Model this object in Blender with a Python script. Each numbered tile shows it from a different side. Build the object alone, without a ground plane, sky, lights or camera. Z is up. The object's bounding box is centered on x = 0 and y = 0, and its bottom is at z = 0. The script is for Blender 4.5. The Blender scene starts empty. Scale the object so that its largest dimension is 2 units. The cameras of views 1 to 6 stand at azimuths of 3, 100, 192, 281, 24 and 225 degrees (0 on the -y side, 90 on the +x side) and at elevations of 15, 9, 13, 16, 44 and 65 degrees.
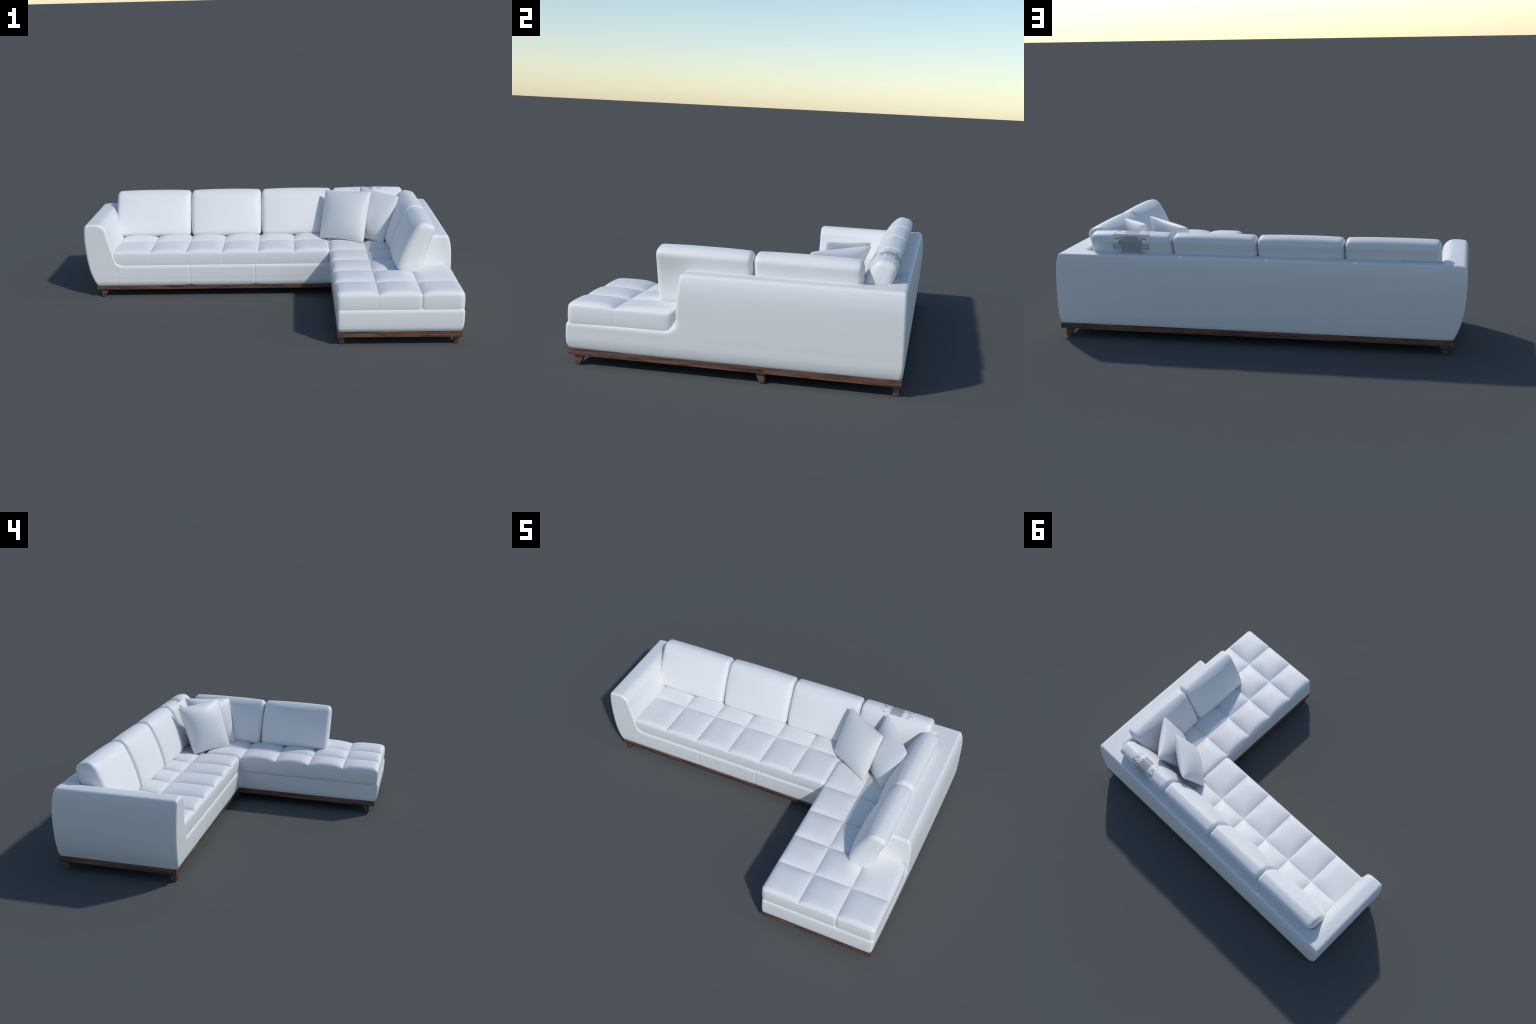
import bpy, math
import numpy as np
from mathutils import Vector, Matrix

# ------------------------------------------------------------------ helpers
def hermite(knots):
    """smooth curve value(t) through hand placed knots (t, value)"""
    t = np.array([k[0] for k in knots], float)
    v = np.array([k[1] for k in knots], float)
    m = np.gradient(v, t)
    def f(q):
        q = np.clip(q, t[0], t[-1])
        i = np.clip(np.searchsorted(t, q) - 1, 0, len(t) - 2)
        h = t[i + 1] - t[i]
        s = (q - t[i]) / h
        return ((1 + 2 * s) * (1 - s) ** 2 * v[i] + s * (1 - s) ** 2 * h * m[i]
                + s * s * (3 - 2 * s) * v[i + 1] + s * s * (s - 1) * h * m[i + 1])
    return f

def round_and(r, *ds):
    """intersection of half spaces with rounded edges of radius r"""
    mx = ds[0]
    for d in ds[1:]:
        mx = np.maximum(mx, d)
    acc = 0
    for d in ds:
        acc = acc + np.maximum(d + r, 0) ** 2
    return np.minimum(mx + r, 0) + np.sqrt(acc) - r

def round_or(r, *ds):
    return -round_and(r, *[-d for d in ds])

def bump(x, w):
    return np.exp(-(x / w) ** 2)

def new_obj(name, verts, faces, mat, parent=None, smooth=True):
    me = bpy.data.meshes.new(name)
    if isinstance(faces, np.ndarray):
        me.vertices.add(len(verts))
        me.vertices.foreach_set("co", np.asarray(verts, np.float32).ravel())
        n = len(faces)
        me.loops.add(n * 4)
        me.loops.foreach_set("vertex_index", faces.astype(np.int32).ravel())
        me.polygons.add(n)
        me.polygons.foreach_set("loop_start", np.arange(0, n * 4, 4, dtype=np.int32))
        me.update(calc_edges=True)
        me.validate()
    else:
        me.from_pydata([tuple(v) for v in verts], [], faces)
    if smooth:
        me.polygons.foreach_set("use_smooth", [True] * len(me.polygons))
    me.materials.append(mat)
    ob = bpy.data.objects.new(name, me)
    bpy.context.scene.collection.objects.link(ob)
    if parent:
        ob.parent = parent
    return ob

# ---------------------------------------------------------------- materials
def nodes_of(name):
    m = bpy.data.materials.new(name)
    m.use_nodes = True
    nt = m.node_tree
    return m, nt, nt.nodes["Principled BSDF"]

def add(nt, kind, **kw):
    n = nt.nodes.new(kind)
    for k, v in kw.items():
        setattr(n, k, v)
    return n

def upholstery(name, patch=False):
    m, nt, b = nodes_of(name)
    L = nt.links.new
    tc = add(nt, "ShaderNodeTexCoord")
    big = add(nt, "ShaderNodeTexNoise")
    big.inputs["Scale"].default_value = 6
    big.inputs["Detail"].default_value = 3
    L(tc.outputs["Object"], big.inputs["Vector"])
    ramp = add(nt, "ShaderNodeValToRGB")
    ramp.color_ramp.elements[0].position = 0.3
    ramp.color_ramp.elements[0].color = (WHITE[0] * .985, WHITE[1] * .985, WHITE[2] * .985, 1)
    ramp.color_ramp.elements[1].position = 0.7
    ramp.color_ramp.elements[1].color = (*WHITE, 1)
    L(big.outputs["Fac"], ramp.inputs["Fac"])
    col = ramp.outputs["Color"]
    b.inputs["Roughness"].default_value = 0.5
    b.inputs["Specular IOR Level"].default_value = 0.5
    if patch:
        # z-fighting with a coincident grey surface, painted into the colour: broken in short
        # dashes that run along the cushion, solid towards the centre
        geo = add(nt, "ShaderNodeNewGeometry")
        sep = add(nt, "ShaderNodeSeparateXYZ")
        L(tc.outputs["Object"], sep.inputs[0])
        def math_node(op, a, c=None):
            n = add(nt, "ShaderNodeMath", operation=op)
            for i, q in enumerate((a, c)):
                if q is None:
                    continue
                if isinstance(q, (int, float)):
                    n.inputs[i].default_value = q
                else:
                    L(q, n.inputs[i])
            return n.outputs[0]
        # mirrored about the middle: columns count outwards, rows run round the crown
        d = math_node("SUBTRACT", sep.outputs["X"], PATCH_X)
        dist = math_node("ABSOLUTE", d)
        angle = math_node("ARCTAN2", math_node("SUBTRACT", sep.outputs["Z"], .46),
                          math_node("SUBTRACT", sep.outputs["Y"], .588))
        rear_side = math_node("LESS_THAN", angle, 0.55)
        row = math_node("FLOOR", math_node("MULTIPLY", math_node("ADD", angle,
                        math_node("MULTIPLY", dist, 1.6)), 13.0))
        c0 = add(nt, "ShaderNodeCombineXYZ")
        L(row, c0.inputs[0]); c0.inputs[1].default_value = 3.3
        w0 = add(nt, "ShaderNodeTexWhiteNoise", noise_dimensions='2D')
        L(c0.outputs[0], w0.inputs["Vector"])
        colm = math_node("FLOOR", math_node("MULTIPLY", math_node("ADD", dist,
                         math_node("MULTIPLY", w0.outputs["Value"], 0.014)), 1 / 0.0215))
        comb = add(nt, "ShaderNodeCombineXYZ")
        L(row, comb.inputs[0]); L(colm, comb.inputs[1])
        wn = add(nt, "ShaderNodeTexWhiteNoise", noise_dimensions='2D')
        L(comb.outputs[0], wn.inputs["Vector"])
        solid = math_node("LESS_THAN", colm, math_node("ADD", 1.5, rear_side))
        inside = math_node("MAXIMUM", solid, math_node("LESS_THAN", wn.outputs["Value"], 0.46))
        inside = math_node("MULTIPLY", inside, math_node("LESS_THAN", dist, 0.094))
        rear = math_node("LESS_THAN", angle, math_node("ADD", 2.0,
                         math_node("MULTIPLY", w0.outputs["Value"], 0.3)))
        rear = math_node("MULTIPLY", rear, math_node("GREATER_THAN", sep.outputs["Y"], .525))
        mask = math_node("MULTIPLY", inside, rear)
        # one dark slit painted on the crown
        streak = math_node("MULTIPLY",
                         math_node("LESS_THAN", math_node("ABSOLUTE", math_node("SUBTRACT", d, .072)), .0085),
                         math_node("LESS_THAN", math_node("ABSOLUTE", math_node("SUBTRACT", angle, 1.85)), .03))
        grey = add(nt, "ShaderNodeMix", data_type='RGBA')
        L(streak, grey.inputs["Factor"])
        grey.inputs["A"].default_value = (.36, .36, .36, 1)
        grey.inputs["B"].default_value = (.03, .03, .03, 1)
        mask = math_node("MAXIMUM", mask, streak)
        mix = add(nt, "ShaderNodeMix", data_type='RGBA')
        L(mask, mix.inputs["Factor"])
        L(col, mix.inputs["A"])
        L(grey.outputs["Result"], mix.inputs["B"])
        col = mix.outputs["Result"]
    L(col, b.inputs["Base Color"])
    # fine grain of the cover
    fine = add(nt, "ShaderNodeTexNoise")
    fine.inputs["Scale"].default_value = 900
    L(tc.outputs["Object"], fine.inputs["Vector"])
    bp = add(nt, "ShaderNodeBump")
    bp.inputs["Strength"].default_value = 0.05
    bp.inputs["Distance"].default_value = 0.0005
    L(fine.outputs["Fac"], bp.inputs["Height"])
    L(bp.outputs["Normal"], b.inputs["Normal"])
    return m

def walnut():
    m, nt, b = nodes_of("walnut_wood")
    L = nt.links.new
    tc = add(nt, "ShaderNodeTexCoord")
    info = add(nt, "ShaderNodeObjectInfo")
    off = add(nt, "ShaderNodeVectorMath", operation='ADD')
    sc = add(nt, "ShaderNodeVectorMath", operation='SCALE')
    L(info.outputs["Location"], sc.inputs[0]); sc.inputs["Scale"].default_value = 3.7
    L(tc.outputs["Object"], off.inputs[0]); L(sc.outputs[0], off.inputs[1])
    mp = add(nt, "ShaderNodeMapping")
    mp.inputs["Scale"].default_value = (7, 110, 110)
    L(off.outputs[0], mp.inputs["Vector"])
    n1 = add(nt, "ShaderNodeTexNoise")
    n1.inputs["Scale"].default_value = 1.0
    n1.inputs["Detail"].default_value = 5
    n1.inputs["Roughness"].default_value = .62
    n1.inputs["Distortion"].default_value = .6
    L(mp.outputs[0], n1.inputs["Vector"])
    r = add(nt, "ShaderNodeValToRGB")
    e = r.color_ramp.elements
    e[0].position = .36; e[0].color = (.024, .014, .013, 1)
    e[1].position = .66; e[1].color = (.200, .095, .065, 1)
    mid = e.new(.48); mid.color = (.118, .054, .038, 1)
    L(n1.outputs["Fac"], r.inputs["Fac"])
    L(r.outputs["Color"], b.inputs["Base Color"])
    b.inputs["Roughness"].default_value = .5
    bp = add(nt, "ShaderNodeBump")
    bp.inputs["Strength"].default_value = .15
    bp.inputs["Distance"].default_value = .001
    L(n1.outputs["Fac"], bp.inputs["Height"])
    L(bp.outputs["Normal"], b.inputs["Normal"])
    return m

WHITE = (.775, .775, .775)
PATCH_X = .617
COVER = upholstery("white_leather")
PILLOW_COVER = upholstery("white_pillow_cloth")
PATCHED = upholstery("white_leather_zfight_patch", patch=True)
WOOD = walnut()

# ------------------------------------------------------------------- sofa
sofa = bpy.data.objects.new("corner_sofa", None)
bpy.context.scene.collection.objects.link(sofa)
sofa["label"] = "white L-shaped tufted corner sofa on a dark walnut plinth"
sofa["category"] = "corner sofa"

# ---- the upholstered carcass: base, two armrests and backrest as one skin
x_left = hermite([(.05, -.935), (.068, -.944), (.10, -.959), (.14, -.974), (.21, -.989),
                  (.28, -.997), (.345, -1.0), (.39, -.998), (.43, -.991)])
x_right = hermite([(.05, .974), (.066, .983), (.074, .988), (.084, .992), (.10, .996), (.15, .999), (.23, 1.0),
                   (.30, 1.0), (.36, .997), (.39, .992), (.43, .979)])
y_back_l = hermite([(.05, .680), (.066, .693), (.076, .697), (.10, .700), (.15, .704), (.22, .708),
                  (.28, .710), (.34, .709), (.387, .704), (.43, .694)])
y_back_r = hermite([(.05, .680), (.066, .693), (.076, .697), (.10, .701), (.15, .702), (.22, .701),
                  (.28, .700), (.34, .698), (.387, .696), (.43, .692)])
y_front = hermite([(.05, -.690), (.066, -.697), (.074, -.701), (.084, -.707), (.10, -.710), (.12, -.711), (.15, -.711),
                   (.19, -.709), (.43, -.70)])
y_main = hermite([(.05, .128), (.066, .115), (.078, .109), (.11, .106), (.16, .106), (.25, .107), (.43, .107)])
x_inner = hermite([(.05, .405), (.066, .394), (.078, .390), (.11, .388), (.16, .388), (.43, .392)])
arm_in = hermite([(.15, -.806), (.19, -.819), (.23, -.833), (.28, -.847), (.33, -.861), (.39, -.874), (.43, -.882)])
TOP, SEAT = .424, .196

def carcass(x, y, z):
    t = np.clip((x + 1) / 2, 0, 1)
    rear = y_back_l(z) * (1 - t) + y_back_r(z) * t
    walls = [x_left(z) - x, x - x_right(z) + .005 * (y / .7) ** 4, y - rear, y_front(z) - y]
    inner_corner = round_or(.012, y_main(z) - y, x_inner(z) - x)
    # seams of the front and rear panels pinch the skin a little
    pinch = 0
    for sx in (-.409, -.040):
        pinch = pinch + bump(x - sx, .0045)
    walls[2] = walls[2] + .0016 * pinch
    arm_seam = bump(x + .824 + .05 * (z - .12), .004) * (z < .19)
    inner_corner = inner_corner + (.0022 * pinch + .0010 * arm_seam) * (x < .36)
    # seating hollow between armrests and backrest
    hollow = round_and(.022, arm_in(z) - x, x - (.813 + .305 * (z - .262)), y - .604)
    front = np.where(x > 0, (-.230 - .05 * (.38 - z)) - y, -1.0)
    upstand = np.maximum(-hollow, front)
    shape = round_or(np.where(x < 0, .015, .045), upstand, z - SEAT)
    # the left armrest is crowned, the other tops are flat
    arm_mid = np.clip((x + .94) / .055, -1, 1)
    left = np.clip((-.84 - x) / .05, 0, 1)
    crown = round_and(np.where(x < -.7, .042, .017), shape, z - TOP + .005 * arm_mid ** 2 * left)
    sides = round_and(.013, inner_corner, *walls)
    # broad roll along the base, tighter on the arms and the backrest
    high = np.clip((z - .205) / .06, 0, 1)
    arm = np.clip((-.79 - x) / .05, 0, 1)
    low = (1 - high) * (1 - arm)
    body = round_and(.032 * low + .0135 * (1 - low), crown, sides)
    sag = sum(bump(x - sx, .022) for sx in (-.409, -.040))
    bottom = (.0645 + (.0020 + .0035 * np.clip((-.30 - y) / .3, 0, 1)) * np.clip((x - .30) / .1, 0, 1) - z
              + .0045 * sag * ((y < .2) & (x < .36) | (y > .6)))
    return np.maximum(body, bottom)

def surface_net(f, lo, hi, h):
    ax = [np.arange(lo[i], hi[i] + h, h) for i in range(3)]
    n = [len(a) for a in ax]
    F = np.empty(n, np.float32)
    for k in range(0, n[0], 40):
        X, Y, Z = np.meshgrid(ax[0][k:k + 40], ax[1], ax[2], indexing='ij')
        F[k:k + 40] = f(X, Y, Z)
    S = F < 0
    acc = np.zeros(tuple(m - 1 for m in n) + (3,), np.float32)
    cnt = np.zeros(tuple(m - 1 for m in n), np.float32)
    off = [(a, b, c) for a in (0, 1) for b in (0, 1) for c in (0, 1)]
    cut = lambda A, o: A[o[0]:n[0] - 1 + o[0], o[1]:n[1] - 1 + o[1], o[2]:n[2] - 1 + o[2]]
    for a in off:
        for d in range(3):
            if a[d]:
                continue
            b = list(a); b[d] = 1
            fa, fb = cut(F, a), cut(F, b)
            ch = cut(S, a) != cut(S, b)
            t = np.where(ch, fa / np.where(ch, fa - fb, 1), 0)
            for e in range(3):
                acc[..., e] += np.where(ch, a[e] + (t if e == d else 0), 0)
            cnt += ch
    mask = cnt > 0
    idx = np.full(mask.shape, -1, np.int64)
    idx[mask] = np.arange(mask.sum())
    ijk = np.argwhere(mask)
    P = (ijk + acc[mask] / cnt[mask][:, None]) * h + np.array(lo)
    faces = []
    for d in range(3):
        u, v = (d + 1) % 3, (d + 2) % 3
        A = [slice(None)] * 3; B = [slice(None)] * 3
        A[d] = slice(0, n[d] - 1); B[d] = slice(1, n[d])
        ch = S[tuple(A)] != S[tuple(B)]
        E = np.argwhere(ch)
        ok = (E[:, u] > 0) & (E[:, v] > 0) & (E[:, u] < n[u] - 1) & (E[:, v] < n[v] - 1)
        E = E[ok]
        inside = S[tuple(E.T)]
        def cell(du, dv):
            q = E.copy(); q[:, u] -= du; q[:, v] -= dv
            return idx[tuple(q.T)]
        Q = np.stack([cell(1, 1), cell(0, 1), cell(0, 0), cell(1, 0)], 1)
        Q[~inside] = Q[~inside][:, ::-1]
        faces.append(Q)
    faces = np.concatenate(faces)
    def grad(P):
        e = 4e-4
        g = np.stack([f(*(P + np.eye(3)[i] * e).T) - f(*(P - np.eye(3)[i] * e).T) for i in range(3)], 1)
        return g / (2 * e)
    for _ in range(4):
        g = grad(P)
        step = -(f(*P.T) / np.maximum((g * g).sum(1), .25))[:, None] * g
        P = P + np.clip(step, -h * .5, h * .5)
    N = grad(P)
    N /= np.linalg.norm(N, axis=1)[:, None] + 1e-9
    return P, faces, N

P, Q, N = surface_net(carcass, (-1.012, -.722, .052), (1.012, .722, .436), .0045)
C = P[Q].mean(1)
arm_left = (C[:, 0] < -.8265) & (C[:, 1] < .60)
back = (C[:, 1] >= .60) & ~arm_left
arm_right = (C[:, 0] > .86) & (C[:, 1] > -.30) & (C[:, 1] < .60) & (C[:, 2] > .07)
base = ~(arm_left | back | arm_right)
for name, sel in (("armrest", arm_left), ("armrest", arm_right), ("backrest", back), ("base", base)):
    used, inv = np.unique(Q[sel], return_inverse=True)
    ob = new_obj(name, P[used], inv.reshape(-1, 4), COVER, sofa)
    if len(ob.data.vertices) == len(used):
        ob.data.normals_split_custom_set_from_vertices([tuple(v) for v in N[used]])

# ---- rounded boxes on a fine grid: seat and back cushions
def axis_lines(lo, hi, r, step, extra=()):
    """grid lines: dense in the rounded borders and beside the stitched lines"""
    a = [lo + r * (1 - math.cos(t)) for t in np.linspace(0, math.pi / 2, 7)]
    b = [hi - (q - lo) for q in a]
    mid = list(np.linspace(lo + r, hi - r, max(2, int((hi - lo - 2 * r) / step) + 1)))
    ex = []
    for e in extra:
        ex += [e - .009, e - .005, e - .0022, e, e + .0022, e + .005, e + .009]
    mid = [q for q in mid if all(abs(q - e) > .0105 for e in extra)]
    out = sorted(a + b + mid + ex)
    res = [out[0]]
    for q in out[1:]:
        if q - res[-1] > 5e-4:
            res.append(q)
    return np.array(res)

def box_grid(X, Y, Z):
    """surface grid of a box through the given lines, welded"""
    V, F, index = [], [], {}
    def vid(i, j, k):
        key = (i, j, k)
        if key not in index:
            index[key] = len(V)
            V.append((X[i], Y[j], Z[k]))
        return index[key]
    a, b, c = len(X) - 1, len(Y) - 1, len(Z) - 1
    for i in range(a):
        for j in range(b):
            F.append((vid(i, j, 0), vid(i, j + 1, 0), vid(i + 1, j + 1, 0), vid(i + 1, j, 0)))
            F.append((vid(i, j, c), vid(i + 1, j, c), vid(i + 1, j + 1, c), vid(i, j + 1, c)))
    for i in range(a):
        for k in range(c):
            F.append((vid(i, 0, k), vid(i + 1, 0, k), vid(i + 1, 0, k + 1), vid(i, 0, k + 1)))
            F.append((vid(i, b, k), vid(i, b, k + 1), vid(i + 1, b, k + 1), vid(i + 1, b, k)))
    for j in range(b):
        for k in range(c):
            F.append((vid(0, j, k), vid(0, j, k + 1), vid(0, j + 1, k + 1), vid(0, j + 1, k)))
            F.append((vid(a, j, k), vid(a, j + 1, k), vid(a, j + 1, k + 1), vid(a, j, k + 1)))
    return np.array(V), np.array(F)

def round_box(V, lo, hi, r):
    lo, hi = np.array(lo), np.array(hi)
    r = np.asarray(r) * np.ones(3)
    inner = np.clip(V, lo + r, hi - r)
    d = (V - inner) / r
    n = d / (np.linalg.norm(d, axis=1)[:, None] + 1e-12)
    return inner + n * r, n

def tile_dome(q, lines, sewn=(False, False)):
    """1 in the middle of each tile, 0 on the stitched lines, in between on the outer edges"""
    lines = np.array(lines)
    i = np.clip(np.searchsorted(lines, q) - 1, 0, len(lines) - 2)
    s = 2 * (q - lines[i]) / (lines[i + 1] - lines[i]) - 1
    outer = ((i == 0) & (s < 0) & (not sewn[0])) | ((i == len(lines) - 2) & (s > 0) & (not sewn[1]))
    a = np.clip(np.abs(s), 0, 1)
    return np.where(outer, 1 - .42 * a ** 4, 1 - .82 * a ** 3 - .18 * a ** 14)

def tufted_cushion(xl, yl, z0, z1, r=(.020, .020, .028), dome=.0205, side=.005, post=None,
                   sewn_x=(False, False), sewn_y=(False, False), over=.006):
    # sewn sides run a little past the stitched line, into the neighbour
    lo = [xl[0] - over * sewn_x[0], yl[0] - over * sewn_y[0]]
    hi = [xl[-1] + over * sewn_x[1], yl[-1] + over * sewn_y[1]]
    X = axis_lines(lo[0], hi[0], r[0], .0125, xl[1:-1])
    Y = axis_lines(lo[1], hi[1], r[1], .0125, yl[1:-1])
    Z = axis_lines(z0, z1, r[2], .008)
    V, F = box_grid(X, Y, Z)
    W, n = round_box(V, (*lo, z0), (*hi, z1), r)
    up = np.clip(n[:, 2], 0, 1) ** 1.2
    fx, fy = tile_dome(W[:, 0], xl, sewn_x), tile_dome(W[:, 1], yl, sewn_y)
    W[:, 2] -= dome * (1 - fx * fy) * up
    # side walls swell and are nipped at the seams
    h = np.clip((W[:, 2] - z0) / (z1 - z0), 0, 1)
    swell = side * np.sin(math.pi * h)
    for ax, lines in ((0, yl), (1, xl)):
        other = W[:, 1 - ax]
        nip = sum(bump(other - e, .005) for e in lines[1:-1]) if len(lines) > 2 else 0
        W[:, ax] += np.sign(n[:, ax]) * np.abs(n[:, ax]) ** 1.5 * (swell - .0005 * nip * (h < .97))
    if post:
        W = post(W)
    return new_obj("seat_cushion", W, F, COVER, sofa)

MAIN_X = [-.840, -.630, -.427, -.223, -.020, .183, .380]
ROW_Y = [.116, .357, .600]
CH_X = [.385, .586, .790]
CH_Y = [-.702, -.498, -.298, -.098, .108, .325]
TOPZ, LOWZ = .2755, .158
tufted_cushion(MAIN_X, ROW_Y, LOWZ, TOPZ, sewn_x=(True, False), over=.012)
tufted_cushion(CH_X, CH_Y, LOWZ, TOPZ, sewn_x=(False, True))
def tuck(W):
    # rear outer corner follows the sweep of the armrest end
    cx, cy, R = .967, -.270, .028
    d = np.stack([W[:, 0] - cx, W[:, 1] - cy], 1)
    far = (d[:, 0] > 0) & (d[:, 1] > 0)
    l = np.linalg.norm(d, axis=1)
    k = np.where(far & (l > R), R / np.maximum(l, 1e-9), 1)
    W = W.copy()
    W[:, 0] = np.where(far, cx + d[:, 0] * k, W[:, 0])
    W[:, 1] = np.where(far, cy + d[:, 1] * k, W[:, 1])
    return W
tufted_cushion([.790, .991], [-.702, -.498, -.180], LOWZ, TOPZ, post=tuck, sewn_x=(True, False))
tufted_cushion([.790, .885], [-.215, -.098, .108, .325], LOWZ, TOPZ - .002, sewn_x=(True, True))
tufted_cushion([.372, .586, .790, .885], [.335, .600], LOWZ, TOPZ - .004)

# ---- back cushions: wedge section, leaning back, swollen front
cushion_front = hermite([(.25, .452), (.31, .464), (.36, .480), (.42, .505), (.48, .536), (.53, .562)])

def back_cushion(length):
    H0, H1 = .261, .5215
    r = (.021, .033, .030)
    X = axis_lines(-length / 2, length / 2, r[0], .014)
    Y = axis_lines(0, .10, r[1], .012)
    Z = axis_lines(H0, H1, r[2], .012)
    V, F = box_grid(X, Y, Z)
    W, n = round_box(V, (-length / 2, 0, H0), (length / 2, .10, H1), r)
    u = np.clip(2 * W[:, 0] / length, -1, 1)
    v = (W[:, 2] - H0) / (H1 - H0)
    s = W[:, 1] / .10
    front = cushion_front(W[:, 2])
    rear = .571 + .305 * (W[:, 2] - .262)
    y = front + (rear - front) * s
    across = 1 - np.abs(u) ** 2.6
    puff = across * (1 - np.abs(2 * v - 1) ** 5)
    y -= .018 * puff * np.clip(1 - 1.2 * s, 0, 1)
    y += .005 * puff * np.clip(2 * s - 1, 0, 1)
    W[:, 1] = y
    # the crown falls to the rear and is arched in the middle
    W[:, 2] += (.010 * (.45 + .55 * across) * (1 - np.abs(2 * s - 1) ** 2) - .023 * s) * np.clip(v * 2.5 - 1.5, 0, 1) ** .8
    W[:, 2] -= .012 * s * np.clip(1 - v * 2.5, 0, 1)
    # end walls swell so neighbours touch
    W[:, 0] += np.sign(n[:, 0]) * np.abs(n[:, 0]) ** 2 * .0035 * np.sin(math.pi * np.clip(v, 0, 1))
    return W, F

def place_back_cushion(a, b, mat, turn=False):
    W, F = back_cushion(abs(b - a) - .005)
    if not turn:
        W = W + np.array([(a + b) / 2, 0, 0])
    else:
        W = np.stack([W[:, 1] + .253, -W[:, 0] + (a + b) / 2, W[:, 2]], 1)
    return new_obj("back_cushion", W, F, mat, sofa)

place_back_cushion(-.880, -.431, COVER)
place_back_cushion(-.431, -.010, COVER)
place_back_cushion(-.010, .411, COVER)
place_back_cushion(.411, .832, PATCHED)
place_back_cushion(-.364, .057, COVER, True)
place_back_cushion(.057, .512, COVER, True)

# ---- plinth of walnut rails
plinth = bpy.data.objects.new("wooden_plinth", None)
bpy.context.scene.collection.objects.link(plinth)
plinth.parent = sofa
Z0, Z1, RAIL = .041, .0705, .035

def board(name, p0, p1, width, z0, z1, m0=0, m1=0, bevel=.0012):
    """board from p0 to p1 (outer line), width to its left, long side = local X.
    m0, m1: mitre at each end, 1 at an outer corner, -1 at an inner corner"""
    p0, p1 = Vector((*p0, 0)), Vector((*p1, 0))
    L = (p1 - p0).length
    h = (z1 - z0) / 2
    V = [(-L / 2, 0, -h), (-L / 2, 0, h), (-L / 2 + m0 * width, width, -h), (-L / 2 + m0 * width, width, h),
         (L / 2, 0, -h), (L / 2, 0, h), (L / 2 - m1 * width, width, -h), (L / 2 - m1 * width, width, h)]
    F = [(0, 1, 3, 2), (4, 6, 7, 5), (0, 4, 5, 1), (2, 3, 7, 6), (0, 2, 6, 4), (1, 5, 7, 3)]
    ob = new_obj(name, V, F, WOOD, plinth, smooth=False)
    mid = (p0 + p1) / 2
    ob.location = (mid.x, mid.y, (z0 + z1) / 2)
    ob.rotation_euler = (0, 0, math.atan2(p1.y - p0.y, p1.x - p0.x))
    bv = ob.modifiers.new("edge", 'BEVEL'); bv.width = bevel; bv.segments = 2
    return ob

xl, xr, xi, yb, yf, ym = -.945, .985, .387, .697, -.698, .1165
corners = [(xl, ym), (xi, ym), (xi, yf), (xr, yf), (xr, .1435), (xr, yb), (xl, yb)]
mitre = [1, -1, 1, 1, 0, 1, 1]
for k in range(7):
    board("rail", corners[k], corners[(k + 1) % 7], RAIL, Z0, Z1, mitre[k], mitre[(k + 1) % 7])
board("panel", (xl + .03, ym + .03), (xr - .03, ym + .03), .53, Z0 + .008, Z1 - .003)
board("panel", (xi + .03, yf + .03), (xr - .03, yf + .03), ym - yf - .002, Z0 + .008, Z1 - .003)

# ---- stubby legs: one face upright, the opposite one raked
def leg(x, y, direction):
    """x, y: outer corner of the foot; direction: way the raked face looks"""
    w = .025
    top, foot = .041, .021
    prof = [(0, 0), (foot, 0), (top, .043), (0, .043)]
    V = [(p, q, z) for q in (-w / 2, w / 2) for p, z in prof]
    F = [(0, 1, 2, 3), (7, 6, 5, 4), (0, 4, 5, 1), (1, 5, 6, 2), (2, 6, 7, 3), (3, 7, 4, 0)]
    ob = new_obj("leg", V, F, WOOD, sofa, smooth=False)
    ob.location = (x, y, 0)
    ob.rotation_euler = (0, 0, math.radians(direction))
    bv = ob.modifiers.new("edge", 'BEVEL'); bv.width = .001; bv.segments = 2

leg(-.920, .134, 0)
leg(-.920, .668, 0)
leg(.961, .676, 180)
leg(.410, -.671, 90)
leg(.963, -.671, 90)
leg(.962, .144, -90)
leg(.409, .142, -90)

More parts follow.
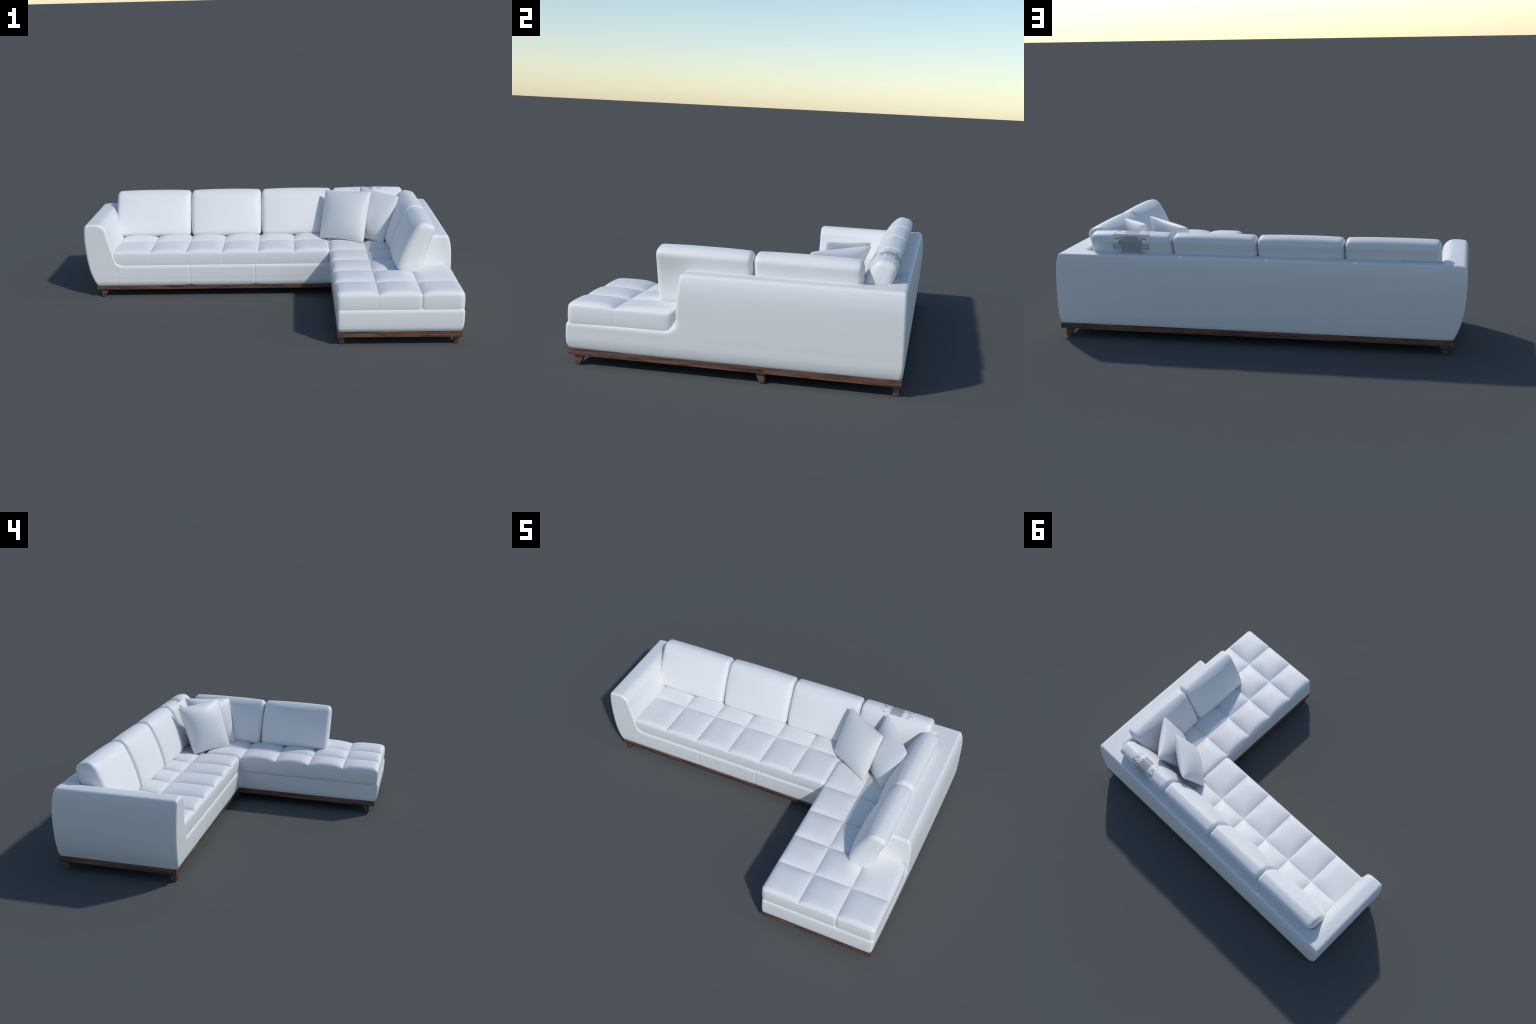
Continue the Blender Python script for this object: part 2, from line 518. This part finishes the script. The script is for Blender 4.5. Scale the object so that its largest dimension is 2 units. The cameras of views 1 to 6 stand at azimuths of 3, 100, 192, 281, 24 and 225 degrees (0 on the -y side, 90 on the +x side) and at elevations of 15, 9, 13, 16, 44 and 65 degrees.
# ---- loose throw pillows
def throw_pillow(tl, tr, bl, br, thick, label):
    tl, tr, bl, br = (np.array(q, float) for q in (tl, tr, bl, br))
    centre = (tl + tr + bl + br) / 4
    n = np.cross(tr - bl, tl - br)
    n /= np.linalg.norm(n)
    m = 44
    t = np.sin(np.linspace(-1, 1, m + 1) * math.pi / 2)
    t = .55 * t + .45 * np.linspace(-1, 1, m + 1)
    V, F, ids = [], [], {}
    for sd in (1, -1):
        for i, u in enumerate(t):
            for j, v in enumerate(t):
                edge = i in (0, m) or j in (0, m)
                key = (i, j, 0 if edge else sd)
                if key in ids:
                    continue
                a, b = (1 + u) / 2, (1 + v) / 2
                # seams draw inwards between the corners
                ku = u * (1 - .05 * (1 - v * v) * abs(u) ** 2)
                kv = v * (1 - .05 * (1 - u * u) * abs(v) ** 2)
                # blunt corners
                blunt = 1 - .030 * (abs(u) * abs(v)) ** 10
                a, b = (1 + ku * blunt) / 2, (1 + kv * blunt) / 2
                p = bl * (1 - a) * (1 - b) + br * a * (1 - b) + tl * (1 - a) * b + tr * a * b
                f = max(0, (1 - u * u) * (1 - v * v))
                g4 = max(0, (1 - u ** 6) * (1 - v ** 6))
                h = thick * (.48 * f ** .5 * (.4 + .6 * f ** .5) + .37 * f ** .5 + .15 * g4 ** .5)
                ids[key] = len(V)
                V.append(p + n * h * sd)
        for i in range(m):
            for j in range(m):
                g = lambda a, b: ids[(a, b, 0 if a in (0, m) or b in (0, m) else sd)]
                q = (g(i, j), g(i + 1, j), g(i + 1, j + 1), g(i, j + 1))
                F.append(q if sd > 0 else q[::-1])
    V = np.array(V) - centre
    ob = new_obj("throw_pillow", V, F, PILLOW_COVER)
    ob.location = centre
    ob["label"] = label
    ob["category"] = "throw pillow"
    return ob

throw_pillow((.371, .499, .528), (.628, .322, .551), (.330, .380, .262), (.578, .217, .268), .058,
             "square plump white pillow leaning at the corner")
throw_pillow((.582, .518, .545), (.783, .278, .526), (.515, .395, .264), (.687, .210, .266), .058,
             "square plump white pillow tucked into the corner")
